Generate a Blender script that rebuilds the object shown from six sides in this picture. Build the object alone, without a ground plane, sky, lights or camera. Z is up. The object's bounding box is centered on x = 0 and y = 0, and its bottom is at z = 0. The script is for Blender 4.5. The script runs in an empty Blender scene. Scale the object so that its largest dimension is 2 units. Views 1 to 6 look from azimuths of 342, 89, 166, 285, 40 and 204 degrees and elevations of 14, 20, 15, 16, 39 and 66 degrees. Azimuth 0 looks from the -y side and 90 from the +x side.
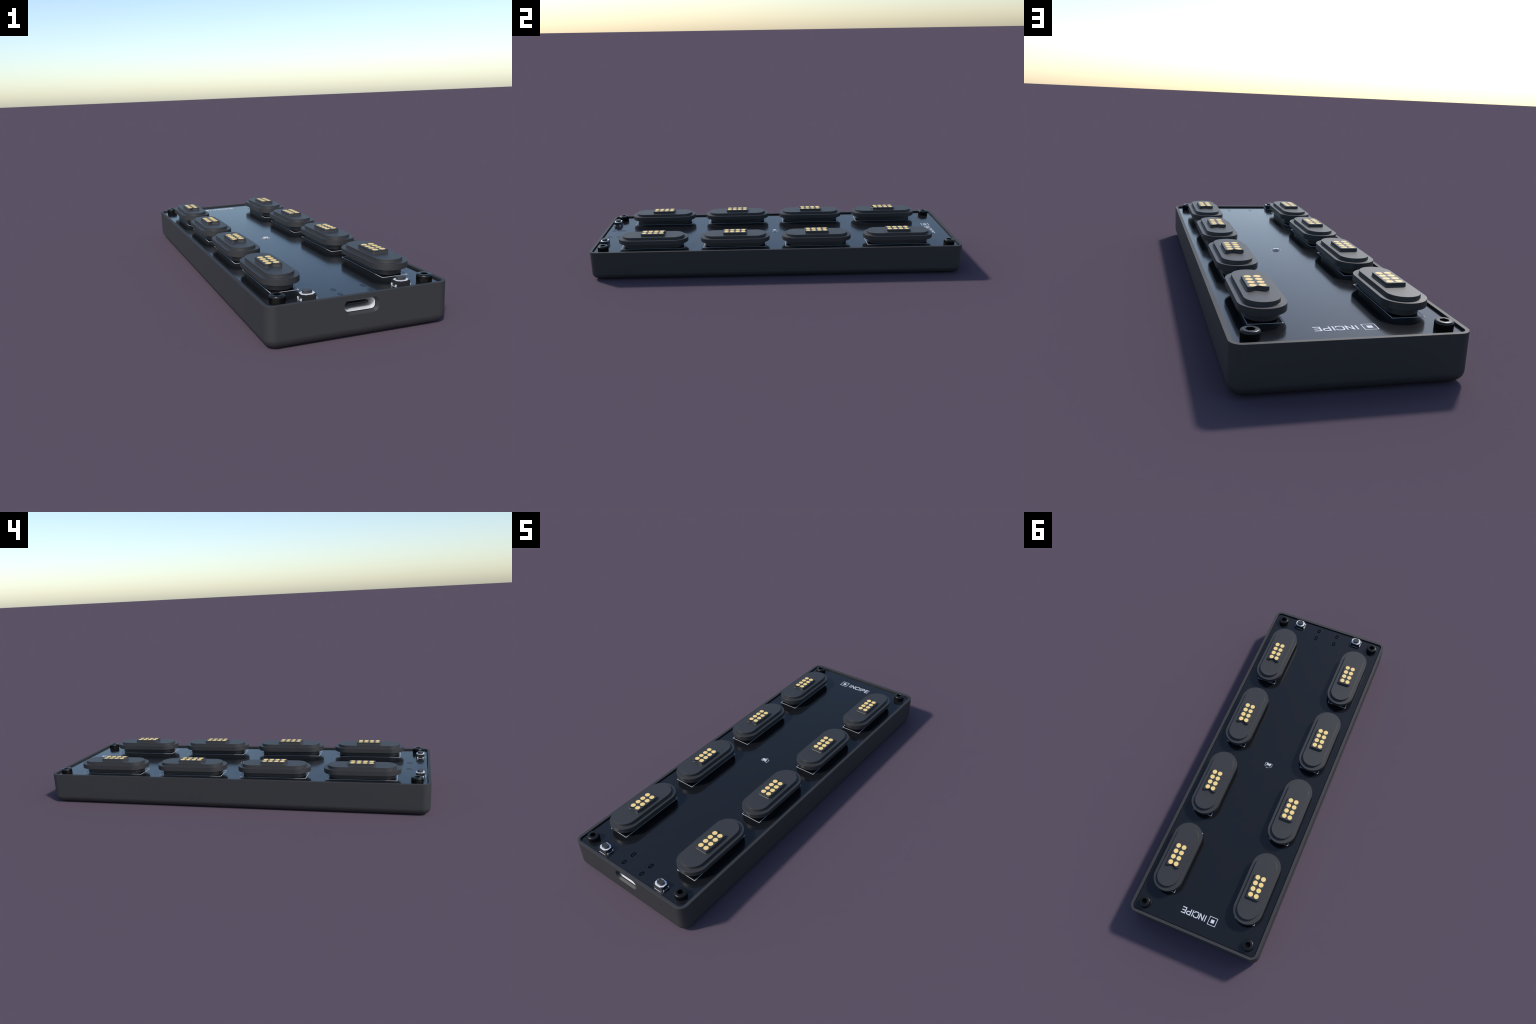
"""Black tray-shaped electronic dock: rounded tray, glossy circuit board,
eight oval spring-contact connector pads, four socket-head screws, two push
buttons, a USB port in the front wall and white printed marks."""
import bpy, bmesh, math
from mathutils import Vector, Matrix

# ------------------------------------------------------------------ sizes
TRAY_HX, TRAY_HY, RIM_Z = 0.3492, 1.000, 0.1565
TRAY_R, FOOT_R, WALL = 0.039, 0.0365, 0.0140
INNER_R = 0.021
BOARD_Z = 0.149                      # top of the circuit board
PAD_X, PAD_Y = 0.2213, (-0.670, -0.2237, 0.2223, 0.6685)
PIN_PITCH = 0.0307

# ------------------------------------------------------------------ materials
def material(name, color, rough, metallic=0.0, spec=0.5, build=None, coat=0.0):
    m = bpy.data.materials.new(name)
    m.use_nodes = True
    nt = m.node_tree
    b = nt.nodes["Principled BSDF"]
    b.inputs["Base Color"].default_value = (*color, 1)
    b.inputs["Roughness"].default_value = rough
    b.inputs["Metallic"].default_value = metallic
    b.inputs["Specular IOR Level"].default_value = spec
    b.inputs["Coat Weight"].default_value = coat
    if build:
        build(nt, b)
    return m

def grain(scale, lo, hi, rough_lo=None, rough_hi=None, bump=0.0):
    """fine procedural mottling of colour, roughness and height"""
    def build(nt, b):
        tc = nt.nodes.new("ShaderNodeTexCoord")
        n = nt.nodes.new("ShaderNodeTexNoise")
        n.inputs["Scale"].default_value = scale
        n.inputs["Detail"].default_value = 4
        nt.links.new(tc.outputs["Object"], n.inputs["Vector"])
        r = nt.nodes.new("ShaderNodeValToRGB")
        r.color_ramp.elements[0].position = 0.35
        r.color_ramp.elements[1].position = 0.65
        r.color_ramp.elements[0].color = (*lo, 1)
        r.color_ramp.elements[1].color = (*hi, 1)
        nt.links.new(n.outputs["Fac"], r.inputs["Fac"])
        nt.links.new(r.outputs["Color"], b.inputs["Base Color"])
        if rough_lo is not None:
            mr = nt.nodes.new("ShaderNodeMapRange")
            mr.inputs["To Min"].default_value = rough_lo
            mr.inputs["To Max"].default_value = rough_hi
            nt.links.new(n.outputs["Fac"], mr.inputs["Value"])
            nt.links.new(mr.outputs["Result"], b.inputs["Roughness"])
        if bump:
            bp = nt.nodes.new("ShaderNodeBump")
            bp.inputs["Strength"].default_value = bump
            bp.inputs["Distance"].default_value = 0.001
            nt.links.new(n.outputs["Fac"], bp.inputs["Height"])
            nt.links.new(bp.outputs["Normal"], b.inputs["Normal"])
    return build

def board_nodes(nt, b):
    """solder mask: near-black gloss, faint ripple running along the board,
    and barely visible buried copper tracks"""
    N, L = nt.nodes, nt.links
    tc = N.new("ShaderNodeTexCoord")
    # ripple along y
    w = N.new("ShaderNodeTexWave")
    w.wave_type, w.bands_direction = 'BANDS', 'X'
    w.inputs["Scale"].default_value = 45.0
    w.inputs["Distortion"].default_value = 0.6
    w.inputs["Detail"].default_value = 1.0
    w.inputs["Detail Scale"].default_value = 0.3
    L.new(tc.outputs["Object"], w.inputs["Vector"])
    bp = N.new("ShaderNodeBump")
    bp.inputs["Strength"].default_value = 0.008
    bp.inputs["Distance"].default_value = 0.002
    L.new(w.outputs["Fac"], bp.inputs["Height"])
    L.new(bp.outputs["Normal"], b.inputs["Normal"])
    # buried tracks: thin bands of a bent wave, only in the middle of the board
    mp = N.new("ShaderNodeMapping")
    mp.inputs["Rotation"].default_value = (0, 0, 0.65)
    L.new(tc.outputs["Object"], mp.inputs["Vector"])
    t = N.new("ShaderNodeTexWave")
    t.wave_type, t.bands_direction = 'BANDS', 'X'
    t.inputs["Scale"].default_value = 5.0
    t.inputs["Distortion"].default_value = 3.0
    t.inputs["Detail"].default_value = 0.0
    t.inputs["Detail Scale"].default_value = 0.6
    L.new(mp.outputs["Vector"], t.inputs["Vector"])
    r = N.new("ShaderNodeValToRGB")
    r.color_ramp.elements[0].position = 0.90
    r.color_ramp.elements[1].position = 0.97
    r.color_ramp.elements[0].color = (0.0085, 0.0095, 0.0115, 1)
    r.color_ramp.elements[1].color = (0.0078, 0.0088, 0.0108, 1)
    L.new(t.outputs["Fac"], r.inputs["Fac"])
    L.new(r.outputs["Color"], b.inputs["Base Color"])

def grazing_gloss(nt, b):
    """matt black hole edge that only shines at a grazing angle"""
    N, L = nt.nodes, nt.links
    lw = N.new("ShaderNodeLayerWeight")
    lw.inputs["Blend"].default_value = 0.5
    p = N.new("ShaderNodeMath")
    p.operation = 'POWER'
    p.inputs[1].default_value = 5.0
    L.new(lw.outputs["Facing"], p.inputs[0])
    g = N.new("ShaderNodeBsdfGlossy")
    g.inputs["Roughness"].default_value = 0.14
    mx = N.new("ShaderNodeMixShader")
    L.new(p.outputs[0], mx.inputs[0])
    L.new(b.outputs[0], mx.inputs[1])
    L.new(g.outputs[0], mx.inputs[2])
    L.new(mx.outputs[0], N["Material Output"].inputs["Surface"])

M = {
    "tray": material("moulded_plastic", (0.029, 0.029, 0.031), 0.6, spec=0.45,
                     build=grain(160, (0.0282, 0.0282, 0.0302), (0.0298, 0.0298, 0.0318), 0.57, 0.63)),
    "pad": material("pad_plastic", (0.031, 0.031, 0.0329), 0.45, spec=0.5,
                    build=grain(220, (0.0301, 0.0301, 0.0319), (0.0319, 0.0319, 0.0338), 0.420, 0.480)),
    "board": material("solder_mask", (0.010, 0.011, 0.014), 0.14, build=board_nodes),
    "gold": material("gold_plating", (0.84, 0.60, 0.22), 0.55, 0.0, 0.6,
                     build=grain(300, (0.83, 0.59, 0.21), (0.86, 0.62, 0.23))),
    "screw": material("black_oxide_steel", (0.004, 0.004, 0.004), 0.3, 0.0, 0.4,
                      build=grain(250, (0.0035, 0.0035, 0.0035), (0.005, 0.005, 0.005), 0.28, 0.34)),
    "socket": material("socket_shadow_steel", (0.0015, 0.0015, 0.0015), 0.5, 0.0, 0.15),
    "chrome": material("bright_steel", (0.84, 0.85, 0.88), 0.32, 0.3),
    "button": material("button_housing", (0.016, 0.016, 0.017), 0.4),
    "cap": material("button_cap_plastic", (0.031, 0.031, 0.033), 0.45),
    "silk": material("white_print", (0.60, 0.61, 0.66), 0.55,
                     build=grain(120, (0.57, 0.58, 0.63), (0.62, 0.63, 0.68))),
    "black": material("bare_black_hole", (0.0010, 0.0010, 0.0010), 0.14, 0, 0.0, build=grazing_gloss),
    "tongue": material("port_insert_plastic", (0.012, 0.012, 0.013), 0.4),
    "led": material("white_lamp_body", (0.56, 0.56, 0.58), 0.4),
}

# ------------------------------------------------------------------ helpers
def obj_from_bm(name, bm, mats, parent=None, angle=30, weighted=False):
    bmesh.ops.recalc_face_normals(bm, faces=bm.faces)
    me = bpy.data.meshes.new(name)
    bm.to_mesh(me)
    bm.free()
    for m in (mats if isinstance(mats, (list, tuple)) else [mats]):
        me.materials.append(m)
    finish(me, angle)
    ob = bpy.data.objects.new(name, me)
    bpy.context.scene.collection.objects.link(ob)
    ob.parent = parent
    return ob

def finish(me, angle=30):
    me.polygons.foreach_set("use_smooth", [True] * len(me.polygons))
    me.set_sharp_from_angle(angle=math.radians(angle))

def apply_modifiers(ob):
    dg = bpy.context.evaluated_depsgraph_get()
    me = bpy.data.meshes.new_from_object(ob.evaluated_get(dg))
    old = ob.data
    ob.modifiers.clear()
    ob.data = me
    bpy.data.meshes.remove(old)
    me.name = ob.name

def weighted_normals(ob):
    md = ob.modifiers.new("wn", 'WEIGHTED_NORMAL')
    md.keep_sharp = True
    md.weight = 80
    apply_modifiers(ob)

def rounded_rect(hx, hy, r, n=10):
    pts = []
    for sx, sy, a0 in ((1, 1, 0), (-1, 1, 90), (-1, -1, 180), (1, -1, 270)):
        for i in range(n + 1):
            a = math.radians(a0 + 90 * i / n)
            pts.append((sx * (hx - r) + r * math.cos(a), sy * (hy - r) + r * math.sin(a)))
    return pts

def stadium(hw, s, n=28):
    """long axis along y: two half circles of radius hw, centres at +-s"""
    pts = []
    for k, a0 in ((1, 0), (-1, 180)):
        for i in range(n + 1):
            a = math.radians(a0 + 180 * i / n)
            pts.append((hw * math.cos(a), k * s + hw * math.sin(a)))
    return pts

def loft(bm, rings, cap_start=True, cap_end=True, mat=0):
    """rings: list of lists of 3D points with equal counts"""
    vs = [[bm.verts.new(p) for p in r] for r in rings]
    n = len(rings[0])
    fs = []
    for a, b in zip(vs, vs[1:]):
        for i in range(n):
            fs.append(bm.faces.new((a[i], a[(i + 1) % n], b[(i + 1) % n], b[i])))
    if cap_start:
        fs.append(bm.faces.new(vs[0][::-1]))
    if cap_end:
        fs.append(bm.faces.new(vs[-1]))
    for f in fs:
        f.material_index = mat
    return vs

def at_z(pts, z):
    return [(x, y, z) for x, y in pts]

def offset_outline(pts, d):
    """move a closed counter-clockwise outline inwards by d"""
    n, out = len(pts), []
    for i in range(n):
        p0, p1 = Vector(pts[i - 1]), Vector(pts[(i + 1) % n])
        t = (p1 - p0).normalized()
        nrm = Vector((-t.y, t.x))
        out.append((pts[i][0] + nrm.x * d, pts[i][1] + nrm.y * d))
    return out

def box(bm, x0, x1, y0, y1, z0, z1, bevel=0.0, mat=0):
    tmp = bmesh.new()
    bmesh.ops.create_cube(tmp, size=1)
    for v in tmp.verts:
        v.co = Vector(((x0 + x1) / 2 + v.co.x * (x1 - x0),
                       (y0 + y1) / 2 + v.co.y * (y1 - y0),
                       (z0 + z1) / 2 + v.co.z * (z1 - z0)))
    if bevel:
        bmesh.ops.bevel(tmp, geom=tmp.edges[:], offset=bevel, segments=2, affect='EDGES', profile=0.5)
    for f in tmp.faces:
        f.material_index = mat
    me = bpy.data.meshes.new("tmp")
    tmp.to_mesh(me)
    tmp.free()
    bm.from_mesh(me)
    bpy.data.meshes.remove(me)

def prism(bm, pts, z0, z1, chamfer=0.0, mat=0):
    rings = [at_z(pts, z0)]
    if chamfer:
        rings += [at_z(pts, z1 - chamfer), at_z(offset_outline(pts, chamfer), z1)]
    else:
        rings += [at_z(pts, z1)]
    loft(bm, rings, mat=mat)

def frame(bm, outer, inner, z0, z1):
    """flat closed ring between two outlines with equal point counts"""
    n = len(outer)
    rings = [at_z(outer, z0), at_z(outer, z1), at_z(inner, z1), at_z(inner, z0)]
    vs = [[bm.verts.new(p) for p in r] for r in rings]
    for k in range(4):
        a, b = vs[k], vs[(k + 1) % 4]
        for i in range(n):
            bm.faces.new((a[i], a[(i + 1) % n], b[(i + 1) % n], b[i]))

def stroke(bm, path, w, z0, z1, caps=6):
    """ribbon of width w with round ends along an open 2D path"""
    h, n = w / 2, len(path)
    P = [Vector(p) for p in path]
    left, right = [], []
    for i in range(n):
        if i == 0:
            t = (P[1] - P[0]).normalized(); k = 1
        elif i == n - 1:
            t = (P[-1] - P[-2]).normalized(); k = 1
        else:
            a, b = (P[i] - P[i - 1]).normalized(), (P[i + 1] - P[i]).normalized()
            t = (a + b).normalized()
            k = 1 / max(0.4, t.dot(a))
        nv = Vector((-t.y, t.x)) * h * k
        left.append(P[i] + nv)
        right.append(P[i] - nv)
    def cap(c, start, sweep):
        v = start - c
        a0 = math.atan2(v.y, v.x)
        return [c + Vector((math.cos(a0 + sweep * j / caps), math.sin(a0 + sweep * j / caps))) * h
                for j in range(1, caps)]
    out = right + cap(P[-1], right[-1], math.pi) + left[::-1] + cap(P[0], left[0], math.pi)
    prism(bm, [(p.x, p.y) for p in out], z0, z1)

PORT_Z = 0.1133
def port_outline(hx, hz, r, y):
    return [(x, y, PORT_Z + z) for x, z in rounded_rect(hx, hz, r, 10)]

def place(src, name, loc, parent, rot=0.0):
    ob = src.copy()
    ob.name = name
    ob.location = loc
    ob.rotation_euler = (0, 0, rot)
    ob.parent = parent
    bpy.context.scene.collection.objects.link(ob)
    return ob

# ------------------------------------------------------------------ root
root = bpy.data.objects.new("charging_dock", None)
root.empty_display_size = 0.2
bpy.context.scene.collection.objects.link(root)
root["label"] = "black tray dock with eight oval gold-pin connector pads"
root["category"] = "electronic device"

# ------------------------------------------------------------------ tray
def build_tray():
    bm = bmesh.new()
    rings = []
    def ring(inset, z, r):
        rings.append(at_z(rounded_rect(TRAY_HX - inset, TRAY_HY - inset, max(r, 0.004), 12), z))
    K = 10
    for i in range(K + 1):                       # rounded foot
        a = math.pi / 2 * (1 - i / K)
        ins = FOOT_R * (1 - math.cos(a))
        ring(ins, FOOT_R * (1 - math.sin(a)), TRAY_R - ins * 0.75)
    ring(0, RIM_Z - 0.0006, TRAY_R)              # wall and rim
    ring(0.0006, RIM_Z, TRAY_R - 0.0006)
    ring(WALL - 0.0004, RIM_Z, INNER_R + 0.0004)
    ring(WALL, RIM_Z - 0.0004, INNER_R)
    ring(WALL, 0.024, INNER_R)             # inside
    loft(bm, rings)
    tray = obj_from_bm("tray", bm, M["tray"], root)
    # flared opening for the port, cut through the front wall
    cb = bmesh.new()
    loft(cb, [port_outline(0.0702, 0.0315, 0.0260, -1.004), port_outline(0.0672, 0.0285, 0.0235, -1.0),
              port_outline(0.0597, 0.0210, 0.0160, -0.9895), port_outline(0.0597, 0.0210, 0.0160, -0.975)])
    cutter = obj_from_bm("port_cutter", cb, M["tray"])
    md = tray.modifiers.new("cut", 'BOOLEAN')
    md.operation, md.solver, md.object = 'DIFFERENCE', 'EXACT', cutter
    apply_modifiers(tray)
    bpy.data.objects.remove(cutter)
    finish(tray.data, 25)
    weighted_normals(tray)
    return tray
tray = build_tray()

# ------------------------------------------------------------------ board
bm = bmesh.new()
bo = rounded_rect(0.3330, 0.9830, 0.019, 10)
loft(bm, [at_z(bo, 0.135), at_z(bo, BOARD_Z - 0.0005), at_z(offset_outline(bo, 0.0005), BOARD_Z)])
board = obj_from_bm("circuit_board", bm, M["board"], root)

SILK = BOARD_Z + 0.0006

# printed rectangle under each connector
bm = bmesh.new()
ow, oh, lw = 0.0535, 0.1716, 0.0020
frame(bm, [(ow, oh), (-ow, oh), (-ow, -oh), (ow, -oh)],
      [(ow - lw, oh - lw), (-ow + lw, oh - lw), (-ow + lw, -oh + lw), (ow - lw, -oh + lw)],
      BOARD_Z - 0.001, SILK)
outline_src = obj_from_bm("printed_outline", bm, M["silk"], board)

# ------------------------------------------------------------------ connector pads
def pad_mesh():
    # (half width, half straight length, height): neck, flange, raised tier
    prof = [(0.0500, 0.1120, 0.1520), (0.0518, 0.1120, 0.1528), (0.0518, 0.1120, 0.1765),
            (0.0742, 0.1145, 0.1765), (0.0748, 0.1145, 0.1771), (0.0748, 0.1145, 0.1996), (0.0744, 0.1145, 0.2000),
            (0.0572, 0.1122, 0.2000), (0.0563, 0.1122, 0.2004), (0.0559, 0.1122, 0.2013),
            (0.0553, 0.1122, 0.2126), (0.0549, 0.1122, 0.2130)]
    bm = bmesh.new()
    loft(bm, [at_z(stadium(h, s), z) for h, s, z in prof])
    pad = obj_from_bm("connector_pad", bm, M["pad"], root)
    weighted_normals(pad)
    return pad

def block_outline():
    hx, hy, r, depth, hw = 0.0338, 0.0645, 0.0068, 0.0115, 0.0240
    pts = []
    for a in range(0, 91, 15):
        a = math.radians(a); pts.append((hx - r + r * math.cos(a), hy - r + r * math.sin(a)))
    for i in range(0, 17):                         # smooth notch in the end
        x = hw - 2 * hw * i / 16
        pts.append((x, hy - depth * 0.5 * (1 + math.cos(math.pi * x / hw))))
    for a0, sx, sy in ((90, -1, 1), (180, -1, -1), (270, 1, -1)):
        for a in range(0, 91, 15):
            a = math.radians(a0 + a)
            pts.append((sx * (hx - r) + r * math.cos(a), sy * (hy - r) + r * math.sin(a)))
    return pts

def block_mesh():
    o = block_outline()
    bm = bmesh.new()
    rings = [at_z(offset_outline(o, -0.0022), 0.2125), at_z(offset_outline(o, -0.0018), 0.2132),
             at_z(offset_outline(o, -0.0006), 0.2142),
             at_z(o, 0.2165), at_z(offset_outline(o, 0.0002), 0.2252), at_z(offset_outline(o, 0.0005), 0.2255)]
    loft(bm, rings)
    blk = obj_from_bm("pin_block", bm, M["pad"], None)
    weighted_normals(blk)
    return blk

def pin_mesh():
    bm = bmesh.new()
    n = 28
    c = lambda r, z: [(r * math.cos(2 * math.pi * i / n), r * math.sin(2 * math.pi * i / n), z) for i in range(n)]
    loft(bm, [c(0.0120, 0.2245), c(0.0120, 0.2258), c(0.0119, 0.2259)])
    pin = obj_from_bm("contact_pin", bm, M["gold"], None, 8)
    return pin

pad_src, block_src, pin_src = pad_mesh(), block_mesh(), pin_mesh()
for sx in (1, -1):
    for y in PAD_Y:
        rot = 0.0 if sx > 0 else math.pi          # notch faces +y in one row, -y in the other
        pad = place(pad_src, "connector_pad", (sx * PAD_X, y, 0), root, rot)
        place(block_src, "pin_block", (0, 0, 0), pad)
        for ix in (-0.5, 0.5):
            for iy in (-1.5, -0.5, 0.5, 1.5):
                place(pin_src, "contact_pin", (ix * PIN_PITCH, iy * PIN_PITCH, 0), pad)
        place(outline_src, "printed_outline", (sx * PAD_X, y, 0), board)
for o in (pad_src, block_src, pin_src, outline_src):
    bpy.data.objects.remove(o)

# ------------------------------------------------------------------ screws
def screw_mesh():
    bm = bmesh.new()
    n = 144
    zt = 0.1760
    def c(r, z, knurl=0.0):
        return [((r - (knurl if i % 2 else 0)) * math.cos(2 * math.pi * i / n),
                 (r - (knurl if i % 2 else 0)) * math.sin(2 * math.pi * i / n), z) for i in range(n)]
    rings = [c(0.0270, BOARD_Z - 0.001), c(0.0284, BOARD_Z + 0.0010, 0.0007), c(0.0284, 0.1685, 0.0007), c(0.0283, 0.1690)]
    for i in range(1, 6):                           # domed edge
        a = math.pi / 2 * i / 5
        rings.append(c(0.0283 - 0.0062 * (1 - math.cos(a)), 0.1690 + (zt - 0.1690) * math.sin(a)))
    hexr = 0.0144
    def hexring(r, z):
        out = []
        for i in range(n):
            a = 2 * math.pi * i / n
            k = (a % (math.pi / 3)) - math.pi / 6
            q = r * math.cos(math.pi / 6) / math.cos(k)
            out.append((q * math.cos(a), q * math.sin(a), z))
        return out
    rings += [hexring(hexr + 0.0006, zt), hexring(hexr, zt - 0.0006)]
    loft(bm, rings, cap_end=False)
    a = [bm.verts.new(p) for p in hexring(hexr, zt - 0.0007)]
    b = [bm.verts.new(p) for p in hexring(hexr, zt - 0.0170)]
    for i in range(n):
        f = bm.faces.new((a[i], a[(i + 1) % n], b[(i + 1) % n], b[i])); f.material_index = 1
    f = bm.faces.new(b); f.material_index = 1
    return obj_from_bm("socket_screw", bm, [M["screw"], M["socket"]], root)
src = screw_mesh()
for i, (x, y) in enumerate(((-0.2849, -0.9355), (0.2849, -0.9355), (0.2840, 0.9385), (-0.2844, 0.9385))):
    place(src, "socket_screw", (x, y, 0), root, math.radians((3, -6, 2, 8)[i]))
bpy.data.objects.remove(src)

# ------------------------------------------------------------------ push buttons
def octagon(hx, hy, cx, cy):
    return [(hx, -hy + cy), (hx, hy - cy), (hx - cx, hy), (-hx + cx, hy),
            (-hx, hy - cy), (-hx, -hy + cy), (-hx + cx, -hy), (hx - cx, -hy)]

def build_button(x, y):
    body_top = 0.1706
    bm = bmesh.new()
    prism(bm, octagon(0.0266, 0.0205, 0.0012, 0.0012), BOARD_Z - 0.0005, body_top, 0.0006)
    body = obj_from_bm("push_button", bm, M["button"], root)
    body.location = (x, y, 0)
    bm = bmesh.new()                                  # bright cover plate
    prism(bm, octagon(0.0256, 0.0208, 0.0120, 0.0112), body_top - 0.0010, body_top + 0.0010, 0.0002)
    obj_from_bm("cover_plate", bm, M["chrome"], body)
    bm = bmesh.new()                                  # oval cap with flattened flanks
    def cap(k):
        return [(0.0172 * k * math.copysign(abs(math.cos(a)) ** 0.85, math.cos(a)),
                 0.0132 * k * math.copysign(abs(math.sin(a)) ** 0.85, math.sin(a)))
                for a in (2 * math.pi * i / 48 for i in range(48))]
    loft(bm, [at_z(cap(1.07), body_top), at_z(cap(1.02), 0.1808), at_z(cap(0.98), 0.1815)])
    obj_from_bm("button_cap", bm, M["cap"], body)
    bm = bmesh.new()                                  # solder tabs on both flanks
    for s in (1, -1):
        for yy in (-0.0145, 0.0140):
            x0, x1 = sorted((s * 0.0262, s * 0.0300))
            box(bm, x0, x1, yy - 0.0028, yy + 0.0028, BOARD_Z - 0.0003, BOARD_Z + 0.0085, 0.0004)
    obj_from_bm("metal_clip", bm, M["chrome"], body)
    bm = bmesh.new()                                  # printed outline around the housing
    z0, w = BOARD_Z - 0.001, 0.0021
    for s in (1, -1):
        stroke(bm, [(-0.0190, s * 0.0250), (0.0190, s * 0.0250)], w, z0, SILK)
        stroke(bm, [(s * 0.0286, -0.0085), (s * 0.0286, 0.0085)], w, z0, SILK)
    obj_from_bm("printed_button_outline", bm, M["silk"], body)
for bx in (-0.1812, 0.1806):
    build_button(bx, -0.9485)

# ------------------------------------------------------------------ USB port
def build_port():
    cz = PORT_Z
    bm = bmesh.new()
    loft(bm, [port_outline(*p) for p in (
        (0.0585, 0.0197, 0.0148, -0.905), (0.0585, 0.0197, 0.0148, -0.9845), (0.0580, 0.0192, 0.0143, -0.9850),
        (0.0573, 0.0185, 0.0136, -0.9848), (0.0568, 0.0180, 0.0131, -0.9838), (0.0555, 0.0167, 0.0120, -0.970),
        (0.0555, 0.0167, 0.0120, -0.925))])
    shell = obj_from_bm("usb_port", bm, M["chrome"], root, 40)
    bm = bmesh.new()
    box(bm, -0.0407, 0.0407, -0.970, -0.922, cz - 0.0045, cz + 0.0045, 0.0005)
    box(bm, -0.0520, 0.0520, -0.932, -0.924, cz - 0.0150, cz + 0.0150, 0.0004)
    obj_from_bm("port_tongue", bm, M["tongue"], shell)
build_port()

# ------------------------------------------------------------------ plated slots of the port legs
for x in (-0.058, 0.0577):
    for y, hy in ((-0.9500, 0.0132), (-0.8945, 0.0148)):
        bm = bmesh.new()
        hx, t = 0.0080, 0.0044
        frame(bm, stadium(hx, hy - hx, 12), stadium(hx - t, hy - hx, 12), BOARD_Z - 0.001, BOARD_Z + 0.0004)
        o = obj_from_bm("slot_ring", bm, M["black"], board)
        o.location = (x, y, 0)

# ------------------------------------------------------------------ small lamp in the centre
def build_lamp(x, y):
    bm = bmesh.new()
    box(bm, -0.0075, 0.0075, -0.0062, 0.0062, BOARD_Z - 0.0005, BOARD_Z + 0.0066, 0.0006)
    lamp = obj_from_bm("signal_lamp", bm, M["led"], root)
    lamp.location = (x, y, 0)
    bm = bmesh.new()
    for s in (1, -1):
        x0, x1 = sorted((s * 0.0072, s * 0.0112))
        box(bm, x0, x1, -0.0064, 0.0064, BOARD_Z - 0.0005, BOARD_Z + 0.0058, 0.0004)
    obj_from_bm("lamp_terminal", bm, M["chrome"], lamp)
    bm = bmesh.new()
    for s in (1, -1):
        x0, x1 = sorted((s * 0.0110, s * 0.0158))
        box(bm, x0, x1, -0.0066, 0.0066, BOARD_Z - 0.0005, BOARD_Z + 0.0004)
    obj_from_bm("solder_land", bm, M["black"], lamp)
    bm = bmesh.new()
    z0, w = BOARD_Z - 0.001, 0.0017
    stroke(bm, [(-0.0050, 0.0102), (-0.0150, 0.0102), (-0.0185, 0.0070), (-0.0195, 0.0),
                (-0.0185, -0.0070), (-0.0150, -0.0102), (-0.0050, -0.0102)], w, z0, SILK)
    stroke(bm, [(0.0050, 0.0102), (0.0195, 0.0102), (0.0195, -0.0102), (0.0050, -0.0102)], w, z0, SILK + 0.0001)
    stroke(bm, [(-0.0050, 0.0180), (0.0100, 0.0180)], w, z0, SILK)
    obj_from_bm("printed_lamp_mark", bm, M["silk"], lamp)
build_lamp(-0.0018, -0.0010)

# ------------------------------------------------------------------ printed name and square mark
def sq(h):
    return [(h, h), (-h, h), (-h, -h), (h, -h)]
z0 = BOARD_Z - 0.001
bm = bmesh.new()
frame(bm, sq(0.0217), sq(0.0190), z0, SILK)
prism(bm, sq(0.0088), z0, SILK)
o = obj_from_bm("printed_square_mark", bm, M["silk"], board)
o.location = (-0.0730, 0.8986, 0)

def arc(cx, cy, rx, ry, a0, a1, n=10):
    return [(cx + rx * math.cos(math.radians(a0 + (a1 - a0) * i / n)),
             cy + ry * math.sin(math.radians(a0 + (a1 - a0) * i / n))) for i in range(n + 1)]

yb, yt, sw = 0.8850, 0.9130, 0.0046
ym = (yb + yt) / 2
letters = [
    [[(-0.0335, yb), (-0.0335, yt)]],
    [[(-0.0220, yb), (-0.0220, yt)], [(-0.0220, yt), (-0.0024, yb)], [(-0.0024, yb), (-0.0024, yt)]],
    [[(0.0288, yt - 0.0068)] + arc(0.0225, yt - 0.0062, 0.0056, 0.0062, 35, 90, 5)[0:] +
     arc(0.0128, yt - 0.0068, 0.0068, 0.0068, 90, 180, 6) + arc(0.0128, yb + 0.0068, 0.0068, 0.0068, 180, 270, 6) +
     arc(0.0225, yb + 0.0062, 0.0056, 0.0062, 270, 325, 5) + [(0.0288, yb + 0.0068)]],
    [[(0.0367, yb), (0.0367, yt)]],
    [[(0.0478, yb), (0.0478, yt), (0.0600, yt)] + arc(0.0600, yt - 0.0078, 0.0072, 0.0078, 80, -80, 10) +
     [(0.0600, yt - 0.0156), (0.0505, yt - 0.0156)]],
    [[(0.0940, yt), (0.0755, yt), (0.0755, yb), (0.0940, yb)], [(0.0780, ym), (0.0925, ym)]],
]
for strokes in letters:
    bm = bmesh.new()
    for k, path in enumerate(strokes):
        stroke(bm, path, sw, z0, SILK + 0.00012 * k)
    obj_from_bm("printed_letter", bm, M["silk"], board)
